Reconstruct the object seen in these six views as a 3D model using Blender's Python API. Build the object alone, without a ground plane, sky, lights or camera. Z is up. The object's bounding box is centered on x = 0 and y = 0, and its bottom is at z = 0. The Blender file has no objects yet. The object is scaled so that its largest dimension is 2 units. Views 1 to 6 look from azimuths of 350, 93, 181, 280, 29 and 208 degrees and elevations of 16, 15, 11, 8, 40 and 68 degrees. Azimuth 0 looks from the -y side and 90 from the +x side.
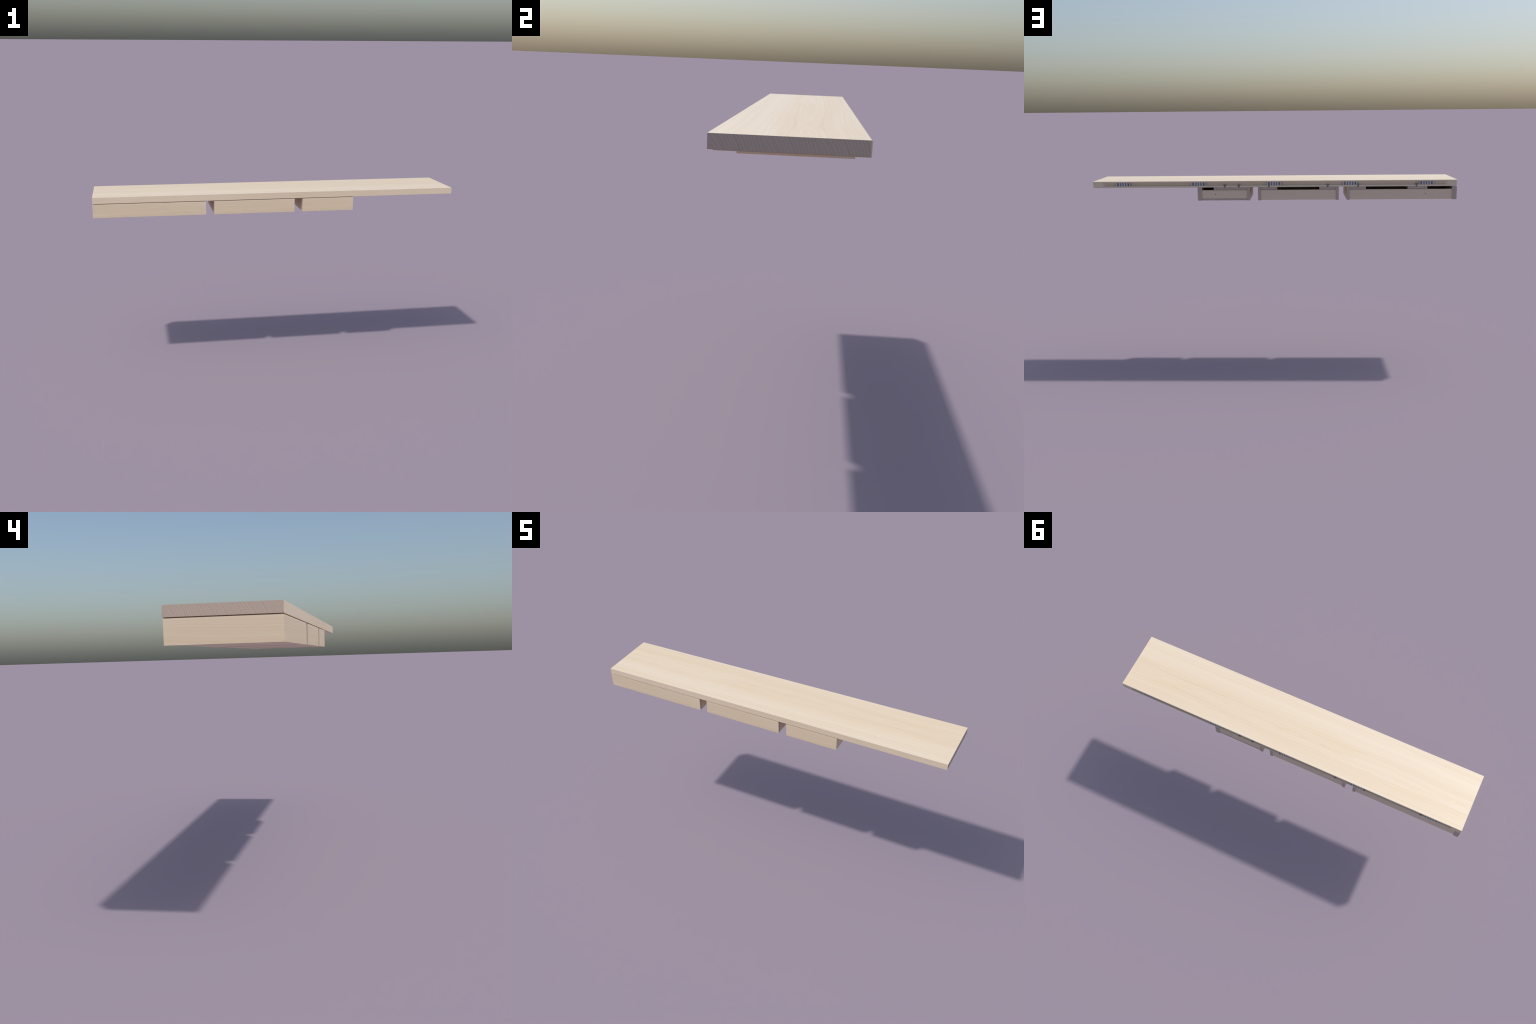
# Wall-hung plank shelf in pale birch with three shallow drawers under it.
# Frame: metres, z up, x = length, -y = front, +y = wall side.
import bpy, bmesh, math
from mathutils import Vector

# ------------------------------------------------------------------ sizes
HALF_L = 1.0                     # half length of the plank
Y_FRONT, Y_BACK = -0.1666, 0.1663
Z_TOP, Z_BODY = 1.0, 0.9645      # top and underside of the plank
REBATE, REBATE_H = 0.0105, 0.0026  # shadow rebate under the front and end edges
ARRIS = 0.0022                   # small chamfer at the ends of the wall face
ROUND = 0.0030                   # rounding of its upper edge
GROOVE_Z = (0.9732, 0.9925)      # wall groove
GROOVE_D = 0.013
GROOVE_X, GROOVE_RAMP = 0.947, 0.022
UNIT_TOP, UNIT_BOT = 0.9637, 0.8914
UNIT_BACK = 0.1646              # rear ends of the side walls
BOARD_BACK = 0.1602             # back board, rails and base finish a little further in
RAIL_Z = 0.9497
BRACKET_X = (0.833, 0.4167, 0.0, -0.4167, -0.834)
SCREW_X = (0.2713, 0.1941, 0.0280, -0.2943, -0.4606, -0.7795)


# ------------------------------------------------------------------ node helpers
class Nodes:
    def __init__(self, name):
        self.mat = bpy.data.materials.new(name)
        self.mat.use_nodes = True
        self.t = self.mat.node_tree
        self.t.nodes.clear()

    def add(self, kind, **props):
        n = self.t.nodes.new(kind)
        for k, v in props.items():
            setattr(n, k, v)
        return n

    def put(self, sock, v):
        if hasattr(v, "is_output"):
            self.t.links.new(v, sock)
        else:
            sock.default_value = v

    def math(self, op, a, b=0.0, c=0.0, clamp=False):
        n = self.add("ShaderNodeMath", operation=op, use_clamp=clamp)
        for s, v in zip(n.inputs, (a, b, c)):
            self.put(s, v)
        return n.outputs[0]

    def xyz(self, x, y, z):
        n = self.add("ShaderNodeCombineXYZ")
        for s, v in zip(n.inputs, (x, y, z)):
            self.put(s, v)
        return n.outputs[0]

    def split(self, v):
        n = self.add("ShaderNodeSeparateXYZ")
        self.put(n.inputs[0], v)
        return n.outputs

    def noise(self, vec, scale=1.0, detail=2.0, rough=0.5, distort=0.0):
        n = self.add("ShaderNodeTexNoise")
        self.put(n.inputs["Vector"], vec)
        n.inputs["Scale"].default_value = scale
        n.inputs["Detail"].default_value = detail
        n.inputs["Roughness"].default_value = rough
        n.inputs["Distortion"].default_value = distort
        return n.outputs["Fac"]

    def remap(self, v, a, b, c=0.0, d=1.0, smooth=True):
        n = self.add("ShaderNodeMapRange",
                     interpolation_type="SMOOTHSTEP" if smooth else "LINEAR")
        for s, x in zip(n.inputs, (v, a, b, c, d)):
            self.put(s, x)
        return n.outputs[0]

    def mix(self, f, a, b):
        n = self.add("ShaderNodeMix", data_type="RGBA")
        self.put(n.inputs[0], f)
        self.put(n.inputs[6], a if hasattr(a, "is_output") else (*a, 1))
        self.put(n.inputs[7], b if hasattr(b, "is_output") else (*b, 1))
        return n.outputs[2]

    def finish(self, colour, rough=0.5, metallic=0.0, bump=None, bump_d=0.0002, spec=0.5):
        p = self.add("ShaderNodeBsdfPrincipled")
        self.put(p.inputs["Base Color"], colour if hasattr(colour, "is_output") else (*colour, 1))
        self.put(p.inputs["Roughness"], rough)
        p.inputs["Metallic"].default_value = metallic
        p.inputs["Specular IOR Level"].default_value = spec
        if bump is not None:
            b = self.add("ShaderNodeBump")
            b.inputs["Strength"].default_value = 0.35
            b.inputs["Distance"].default_value = bump_d
            self.put(b.inputs["Height"], bump)
            self.t.links.new(b.outputs[0], p.inputs["Normal"])
        o = self.add("ShaderNodeOutputMaterial")
        self.t.links.new(p.outputs[0], o.inputs[0])
        return self.mat

    def faces(self):
        """object position and |normal| / normal components"""
        pos = self.split(self.add("ShaderNodeTexCoord").outputs["Object"])
        nrm = self.split(self.add("ShaderNodeNewGeometry").outputs["True Normal"])
        return pos, nrm


# pale ground, yellower latewood, dark streak
TOP_TONES = ((0.864, 0.742, 0.584), (0.750, 0.585, 0.370), (0.670, 0.495, 0.280))
SIDE_TONES = ((0.845, 0.712, 0.535), (0.715, 0.560, 0.360), (0.560, 0.410, 0.240))
BACK_TONES = ((0.835, 0.680, 0.500), (0.720, 0.555, 0.375), (0.560, 0.410, 0.250))


def long_grain(name, seed, heart, freq, tone=None, strength=1.0, wander=0.03, gloss=(0.5, 0.5), jag=0.006,
               tones=SIDE_TONES, streaks=0.0, golden=0.0):
    """Plain-sawn birch: growth rings around a wandering heart line, fine fibre
    streaks, and broad paler / yellower strips along the board."""
    m = Nodes(name)
    (px, py, pz), (nx, ny, nz) = m.faces()
    on_end = m.math("GREATER_THAN", m.math("ABSOLUTE", nx), 0.7)
    on_flat = m.math("GREATER_THAN", m.math("ABSOLUTE", nz), 0.7)
    # along the grain: x, but y on faces that look along x
    along = m.math("ADD", m.math("MULTIPLY", px, m.math("SUBTRACT", 1, on_end)),
                   m.math("MULTIPLY", py, on_end))
    across = m.math("ADD", m.math("MULTIPLY", py, on_flat),
                    m.math("MULTIPLY", pz, m.math("SUBTRACT", 1, on_flat)))

    def field(ka, kc, s, detail=2, rough=0.5, c=None):
        return m.noise(m.xyz(m.math("MULTIPLY", along, ka),
                             m.math("MULTIPLY", across if c is None else c, kc), s),
                       detail=detail, rough=rough)

    def centred(v, amount):
        return m.math("MULTIPLY", m.math("SUBTRACT", v, 0.5), amount)

    b = m.math("ADD", across, centred(field(1.3, 4, seed), wander))
    depth = m.remap(field(0.8, 0, seed + 7, 3), 0.32, 0.68, 0.0, 0.036, False)
    d = m.math("SUBTRACT", b, heart)
    f = m.math("SQRT", m.math("ADD", m.math("MULTIPLY", d, d), m.math("MULTIPLY", depth, depth)))
    # the heart of the figure is jagged, the flanks run straight
    near = m.remap(m.math("ABSOLUTE", d), 0.01, 0.07, 1.0, 0.25)
    f = m.math("ADD", f, m.math("MULTIPLY", centred(field(12, 24, seed + 3, 3), jag), near))
    rings = m.noise(m.xyz(m.math("MULTIPLY", f, freq), seed * 1.7, 0.0), detail=3, rough=0.65)
    lines = m.remap(rings, 0.58, 0.70)
    fibre = field(9, 520, seed + 11)
    broad = field(0.9, 16, seed + 19, c=b)
    t = m.math("MULTIPLY", m.remap(rings, 0.3, 0.72), 0.34 * strength)
    t = m.math("ADD", t, m.math("MULTIPLY", m.remap(fibre, 0.3, 0.7), 0.13 * strength))
    t = m.math("ADD", t, m.math("MULTIPLY", m.remap(broad, 0.3, 0.7), 0.22 * strength))
    if tone is not None:
        lo, hi, amount = tone
        strip = m.math("MULTIPLY", m.remap(b, lo, lo + 0.04), m.remap(b, hi, hi + 0.06, 1.0, 0.35))
        t = m.math("ADD", t, m.math("MULTIPLY", strip, amount))
    col = m.mix(m.math("MINIMUM", t, 1.0), tones[0], tones[1])
    col = m.mix(m.math("MULTIPLY", lines, 0.32 * strength), col, tones[2])
    if streaks:      # a few long warm streaks that run almost the whole board
        run = m.remap(field(0.6, 60, seed + 31, 2, c=b), 0.57, 0.68)
        col = m.mix(m.math("MULTIPLY", run, streaks), col, tones[2])
    if golden:       # warm patches, drawn out along the heart of the board
        patch = m.remap(field(1.6, 13, seed + 43, 3, c=b), 0.5, 0.72)
        patch = m.math("MULTIPLY", patch, m.remap(m.math("ABSOLUTE", d), 0.03, 0.10, 1.0, 0.15))
        fine = m.remap(field(3.5, 150, seed + 51, 2, c=b), 0.35, 0.65, 0.45, 1.0)
        col = m.mix(m.math("MULTIPLY", m.math("MULTIPLY", patch, fine), golden), col, (0.780, 0.590, 0.340))
    return m.finish(col, gloss[0], bump=fibre, bump_d=0.00012, spec=gloss[1])


def end_grain(name, pitch, ring, origin_u, origin_z, softness=0.8, heart=(-0.072, -0.074),
              dark=(0.495, 0.375, 0.275), mid=(0.525, 0.415, 0.325), light=(0.555, 0.485, 0.455)):
    """Sawn ends of glued staves: arcs of growth rings, repeated stave by stave."""
    m = Nodes(name)
    (px, py, pz), (nx, ny, nz) = m.faces()
    u = m.math("SUBTRACT", m.math("MULTIPLY", py, nx), m.math("MULTIPLY", px, ny))
    u = m.math("SUBTRACT", u, origin_u)
    stave = m.math("FLOOR", m.math("DIVIDE", u, pitch))
    s = m.math("SUBTRACT", u, m.math("MULTIPLY", stave, pitch))
    w = m.math("SUBTRACT", pz, origin_z)
    wav = m.noise(m.xyz(m.math("MULTIPLY", s, 60), m.math("MULTIPLY", w, 60), stave), detail=2)
    du = m.math("SUBTRACT", s, heart[0])
    dw = m.math("SUBTRACT", w, heart[1])
    r = m.math("SQRT", m.math("ADD", m.math("MULTIPLY", du, du), m.math("MULTIPLY", dw, dw)))
    r = m.math("ADD", r, m.math("MULTIPLY", m.math("SUBTRACT", wav, 0.5), 0.003))
    k = m.math("DIVIDE", r, ring)
    irregular = m.noise(m.xyz(m.math("MULTIPLY", k, 0.6), 3.1, 0.0), detail=1)
    k = m.math("ADD", k, irregular)
    saw = m.math("FRACT", k)
    early = m.math("MULTIPLY", m.remap(saw, 0.05, 0.22), m.remap(saw, 0.26, 0.5, 1.0, 0.0))
    band = m.noise(m.xyz(m.math("MULTIPLY", k, 0.9), 9.0, 0.0), detail=1)
    base = m.mix(m.remap(band, 0.35, 0.65), dark, mid)
    col = m.mix(m.math("MULTIPLY", early, softness), base, light)
    return m.finish(col, 0.6, bump=early)


def plain(name, colour, rough=0.5, metallic=0.0, grain=0.0):
    m = Nodes(name)
    if grain:
        co = m.add("ShaderNodeTexCoord").outputs["Object"]
        n = m.noise(co, 180, 3)
        c2 = tuple(c * (1 - grain) for c in colour)
        return m.finish(m.mix(n, colour, c2), rough, metallic)
    return m.finish(colour, rough, metallic)


M_TOP = long_grain("birch_top", 2.0, 0.034, 185, tone=(-0.055, 0.10, 0.19), strength=0.9, gloss=(0.45, 0.85), jag=0.012, wander=0.042,
                   tones=TOP_TONES, streaks=0.15, golden=0.34)
M_EDGE = long_grain("birch_edge", 41.0, -0.020, 140, strength=1.0, wander=0.05)
M_SIDE = long_grain("birch_side", 14.0, 0.004, 110, strength=1.4, wander=0.06)
M_BACKP = long_grain("birch_back", 27.0, 0.006, 150, strength=0.9, wander=0.05, tones=BACK_TONES)
M_END = end_grain("birch_end_grain", 0.1110, 0.0068, -0.1666, 0.0)
M_END_SMALL = end_grain("birch_end_grain_fine", 0.046, 0.0052, -1.0, 0.0, softness=0.9, heart=(-0.02, -0.09),
                        dark=(0.470, 0.370, 0.275), mid=(0.510, 0.425, 0.340), light=(0.600, 0.540, 0.490))
M_STEEL = plain("zinc_steel", (0.64, 0.61, 0.62), 0.5, 0.1, 0.1)
M_FLUTE = plain("dark_flute_steel", (0.38, 0.37, 0.40), 0.6, 0.1, 0.1)
M_SCREW = plain("dark_screw_steel", (0.27, 0.235, 0.215), 0.6, 0.0, 0.2)
M_PLUG = plain("brown_plug", (0.30, 0.21, 0.14), 0.7, 0.0, 0.3)


# ------------------------------------------------------------------ mesh helpers
def make(name, bm, mats, parent=None, origin=(0, 0, 0), end_axis=None, smooth=False):
    """Mesh object with its origin at `origin`; faces that look along `end_axis`
    take the second material."""
    bmesh.ops.recalc_face_normals(bm, faces=bm.faces)
    if end_axis is not None:
        for f in bm.faces:
            f.material_index = 1 if abs(f.normal[end_axis]) > 0.93 else 0
    bmesh.ops.translate(bm, verts=bm.verts, vec=-Vector(origin))
    me = bpy.data.meshes.new(name)
    bm.to_mesh(me)
    bm.free()
    for m in mats:
        me.materials.append(m)
    ob = bpy.data.objects.new(name, me)
    bpy.context.scene.collection.objects.link(ob)
    if parent is not None:
        ob.parent = parent
        ob.location = Vector(origin) - Vector(parent.get("at", (0, 0, 0)))
    else:
        ob.location = origin
    ob["at"] = tuple(origin)
    if smooth:
        me.shade_smooth()
    return ob


def box_bm(x0, x1, y0, y1, z0, z1):
    bm = bmesh.new()
    v = [bm.verts.new((x, y, z)) for z in (z0, z1) for x, y in ((x0, y0), (x1, y0), (x1, y1), (x0, y1))]
    for q in ((3, 2, 1, 0), (4, 5, 6, 7), (0, 1, 5, 4), (1, 2, 6, 5), (2, 3, 7, 6), (3, 0, 4, 7)):
        bm.faces.new([v[i] for i in q])
    return bm


def prism_bm(outline, z0, z1):
    bm = bmesh.new()
    lo = [bm.verts.new((x, y, z0)) for x, y in outline]
    hi = [bm.verts.new((x, y, z1)) for x, y in outline]
    n = len(outline)
    bm.faces.new(lo[::-1])
    bm.faces.new(hi)
    for i in range(n):
        j = (i + 1) % n
        bm.faces.new((lo[i], lo[j], hi[j], hi[i]))
    return bm


def cone_bm(x, y, z0, z1, r0, r1, seg=24, axis="Z", y0=0.0):
    bm = bmesh.new()
    bmesh.ops.create_cone(bm, cap_ends=True, segments=seg, radius1=r0, radius2=r1, depth=z1 - z0)
    bmesh.ops.translate(bm, verts=bm.verts, vec=(0, 0, (z0 + z1) / 2))
    if axis == "Y":      # local z runs along y
        for v in bm.verts:
            v.co = Vector((v.co.x, v.co.z, -v.co.y))
    bmesh.ops.translate(bm, verts=bm.verts, vec=(x, y, 0) if axis == "Z" else (x, y0, y))
    return bm


def join_bm(parts):
    out = bmesh.new()
    for b in parts:
        me = bpy.data.meshes.new("tmp")
        b.to_mesh(me)
        b.free()
        out.from_mesh(me)
        bpy.data.meshes.remove(me)
    return out


def cut(ob, cutter_bm, operation="DIFFERENCE"):
    """Exact boolean with a closed helper volume, applied."""
    bmesh.ops.recalc_face_normals(cutter_bm, faces=cutter_bm.faces)
    me = bpy.data.meshes.new("cutter")
    cutter_bm.to_mesh(me)
    cutter_bm.free()
    c = bpy.data.objects.new("cutter", me)
    bpy.context.scene.collection.objects.link(c)
    mod = ob.modifiers.new("cut", "BOOLEAN")
    mod.operation, mod.solver, mod.object = operation, "EXACT", c
    bpy.context.view_layer.update()
    new = bpy.data.meshes.new_from_object(ob.evaluated_get(bpy.context.evaluated_depsgraph_get()))
    ob.modifiers.clear()
    old, ob.data = ob.data, new
    new.name = old.name
    bpy.data.objects.remove(c)
    bpy.data.meshes.remove(me)


# ------------------------------------------------------------------ the thing
root = bpy.data.objects.new("wall_shelf", None)
bpy.context.scene.collection.objects.link(root)
root.empty_display_size = 0.2
root["label"] = "long pale birch wall shelf with three shallow drawers underneath"
root["category"] = "wall shelf"


def build_plank():
    bm = bmesh.new()
    for sx in (-1, 1):
        bm.verts.new((sx * HALF_L, Y_FRONT, Z_TOP))
        for i in range(6):
            t = i / 5 * math.pi / 2
            bm.verts.new((sx * (HALF_L - ARRIS * i / 5), Y_BACK - ROUND * (1 - math.sin(t)),
                          Z_TOP - ROUND * (1 - math.cos(t))))
        z = Z_BODY + REBATE_H
        bm.verts.new((sx * HALF_L, Y_FRONT, z))
        bm.verts.new((sx * HALF_L, Y_BACK - ARRIS, z))
        bm.verts.new((sx * (HALF_L - ARRIS), Y_BACK, z))
    bmesh.ops.convex_hull(bm, input=bm.verts)
    bmesh.ops.dissolve_limit(bm, angle_limit=0.01, verts=bm.verts, edges=bm.edges)
    ob = make("plank", bm, [M_TOP, M_END, M_EDGE], root, origin=(0, 0, Z_TOP))

    # the underside stands proud of a shadow rebate along the front and both ends
    body = box_bm(-HALF_L + REBATE, HALF_L - REBATE, Y_FRONT + REBATE, Y_BACK, Z_BODY, Z_BODY + REBATE_H + 0.002)
    cut(ob, body, "UNION")

    # wall groove: ends run out in a shallow ramp like a plunge cut
    y = Y_BACK
    outline = [(-GROOVE_X, y + 0.01), (GROOVE_X, y + 0.01)]
    for s in (1, -1):
        ramp = [(s * (GROOVE_X - GROOVE_RAMP * i / 5), y - GROOVE_D * math.sin(i / 5 * math.pi / 2))
                for i in range(6)]
        outline += ramp if s == 1 else ramp[::-1]
    groove = prism_bm(outline, *GROOVE_Z)
    cut(ob, groove)
    # screw clearance notches through the lower lip
    for x in SCREW_X:
        cut(ob, cone_bm(x, Y_BACK - 0.0055, Z_BODY - 0.01, GROOVE_Z[0] + 0.006, 0.0058, 0.0078))
    # sawn ends, long edges (and the groove in them), broad faces
    for f in ob.data.polygons:
        f.material_index = 1 if abs(f.normal.x) > 0.93 and abs(f.center.x) > 0.98 else 0 if abs(f.normal.z) > 0.7 else 2
    return ob


def build_bracket_mesh(parent):
    """Corrugated steel clip, two screw holes, set flush in the wall groove."""
    ridge, valley = 0.0, -0.0050
    half = 0.0388
    # x of ridge / valley edges, symmetric
    xs = [(-half, ridge), (-half + 0.0052, ridge), (-half + 0.0064, valley)]
    pitch = 0.01395
    for i in range(4):
        c = (i - 1.5) * pitch
        xs += [(c - 0.0046, valley), (c - 0.0033, ridge), (c + 0.0033, ridge), (c + 0.0046, valley)]
    xs += [(half - 0.0064, valley), (half - 0.0052, ridge), (half, ridge)]
    thick = 0.0014
    outline = [(x, y) for x, y in xs] + [(x, y - thick) for x, y in reversed(xs)]
    bm = prism_bm(outline, -0.0095, 0.0095)
    x0 = BRACKET_X[0]
    at = (x0, Y_BACK - 0.001, sum(GROOVE_Z) / 2)
    bmesh.ops.translate(bm, verts=bm.verts, vec=at)
    # brown plugs of the two screw holes, set in the outer flutes
    for f in bm.faces:          # the flutes take a darker grey than the ridges
        if abs(f.normal.z) < 0.5 and f.calc_center_median().y - at[1] < -0.0015:
            f.material_index = 2
    for s in (-1, 1):
        c = cone_bm(0, 0, -0.0010, 0.0, 0.0042, 0.0042, 20, axis="Y")
        bmesh.ops.translate(c, verts=c.verts, vec=Vector(at) + Vector((s * 0.0292, valley + 0.0006, 0)))
        for f in c.faces:
            f.material_index = 1
        bm = join_bm([bm, c])
    ob = make("bracket", bm, [M_STEEL, M_PLUG, M_FLUTE], parent, origin=at)
    return ob


plank = build_plank()
first = build_bracket_mesh(plank)
for x in BRACKET_X[1:]:
    b = first.copy()
    bpy.context.scene.collection.objects.link(b)
    b.location = first.location + Vector((x - BRACKET_X[0], 0, 0))

first = None
for x in SCREW_X:
    if first is None:
        at = (x, Y_BACK - 0.0062, 0.9655)
        bm = join_bm([cone_bm(x, at[1], 0.9655, 0.9775, 0.0042, 0.0068),
                      cone_bm(x, at[1], 0.9776, 0.9790, 0.0068, 0.0062)])
        first = make("screw", bm, [M_SCREW], plank, origin=at)
    else:
        s = first.copy()
        bpy.context.scene.collection.objects.link(s)
        s.location = first.location + Vector((x - SCREW_X[0], 0, 0))


def build_drawer(x0, x1, wall0, wall1, rails, block, base_strip, hole_x):
    """Front and sides form one mitred frame; back board, base and top rails fit inside."""
    yf, yb, front = Y_FRONT, UNIT_BACK, 0.016
    outline = [(x0, yf), (x1, yf), (x1, yf + front), (x1, yb), (x1 - wall1, yb), (x1 - wall1, yf + front),
               (x0 + wall0, yf + front), (x0 + wall0, yb), (x0, yb), (x0, yf + front)]
    origin = ((x0 + x1) / 2, 0.0, UNIT_BOT)
    bm = prism_bm(outline, UNIT_BOT, UNIT_TOP)
    bmesh.ops.recalc_face_normals(bm, faces=bm.faces)
    for f in bm.faces:      # sawn rear ends of the side walls; fronts lap over thin walls
        c = f.calc_center_median()
        rear = f.normal.y > 0.9 and c.y > yb - 0.001
        thin = wall0 if c.x < origin[0] else wall1
        lap = abs(f.normal.x) > 0.9 and c.y < yf + front and thin < 0.02
        f.material_index = 1 if rear or lap else 0
    box = make("drawer", bm, [M_SIDE, M_END_SMALL], root, origin=origin)
    ix0, ix1 = x0 + wall0 + 0.0004, x1 - wall1 - 0.0004

    z0 = 0.9022 if base_strip else 0.8932
    back = make("back_board", box_bm(ix0, ix1, 0.148, BOARD_BACK, z0, 0.9480), [M_BACKP], box,
                origin=((ix0 + ix1) / 2, BOARD_BACK, z0))
    if hole_x is not None:
        cut(back, cone_bm(hole_x, 0.9240, 0.0, 0.014, 0.0026, 0.0026, 16, axis="Y", y0=BOARD_BACK - 0.010))
    by = BOARD_BACK + 0.0004 if base_strip else 0.1475
    make("base_board", box_bm(ix0, ix1, yf + front + 0.0004, by, UNIT_BOT + 0.0006, 0.9016),
         [M_SIDE, M_END_SMALL], box, origin=((ix0 + ix1) / 2, by, UNIT_BOT + 0.0006), end_axis=1)
    for a, b in rails:
        make("rail", box_bm(a + 0.0003, b - 0.0003, yf + front + 0.0004, BOARD_BACK + 0.0002, RAIL_Z, UNIT_TOP - 0.0003),
             [M_SIDE, M_END_SMALL], box, origin=((a + b) / 2, BOARD_BACK, RAIL_Z), end_axis=1)
    if block:
        # upright divider, full depth, its rear ear hooked over the back board
        a, b = block
        profile = [(yf + front + 0.0004, 0.9020), (0.1476, 0.9020), (0.1476, 0.9484), (BOARD_BACK + 0.0004, 0.9484),
                   (BOARD_BACK + 0.0004, 0.9456), (BOARD_BACK + 0.0014, 0.9456), (BOARD_BACK + 0.0014, UNIT_TOP - 0.0003),
                   (yf + front + 0.0004, UNIT_TOP - 0.0003)]
        bm = prism_bm(profile, a, b)
        for v in bm.verts:
            v.co = Vector((v.co.z, v.co.x, v.co.y))
        make("divider", bm, [M_SIDE, M_END_SMALL], box, origin=((a + b) / 2, UNIT_BACK, 0.9020), end_axis=1)
    return box


build_drawer(-1.0, -0.3998, 0.0245, 0.0147,
             rails=[(-0.505, -0.4150), (-0.8248, -0.733)], block=(-0.8397, -0.8252),
             base_strip=False, hole_x=-0.8316)
build_drawer(-0.3555, 0.0888, 0.0145, 0.0150,
             rails=[(-0.0172, 0.0733), (-0.3405, -0.2488)], block=None,
             base_strip=False, hole_x=None)
build_drawer(0.1335, 0.4222, 0.0150, 0.0240,
             rails=[(0.1490, 0.3178)], block=(0.3182, 0.3327),
             base_strip=True, hole_x=0.3244)

for o in bpy.data.objects:
    if "at" in o:
        del o["at"]
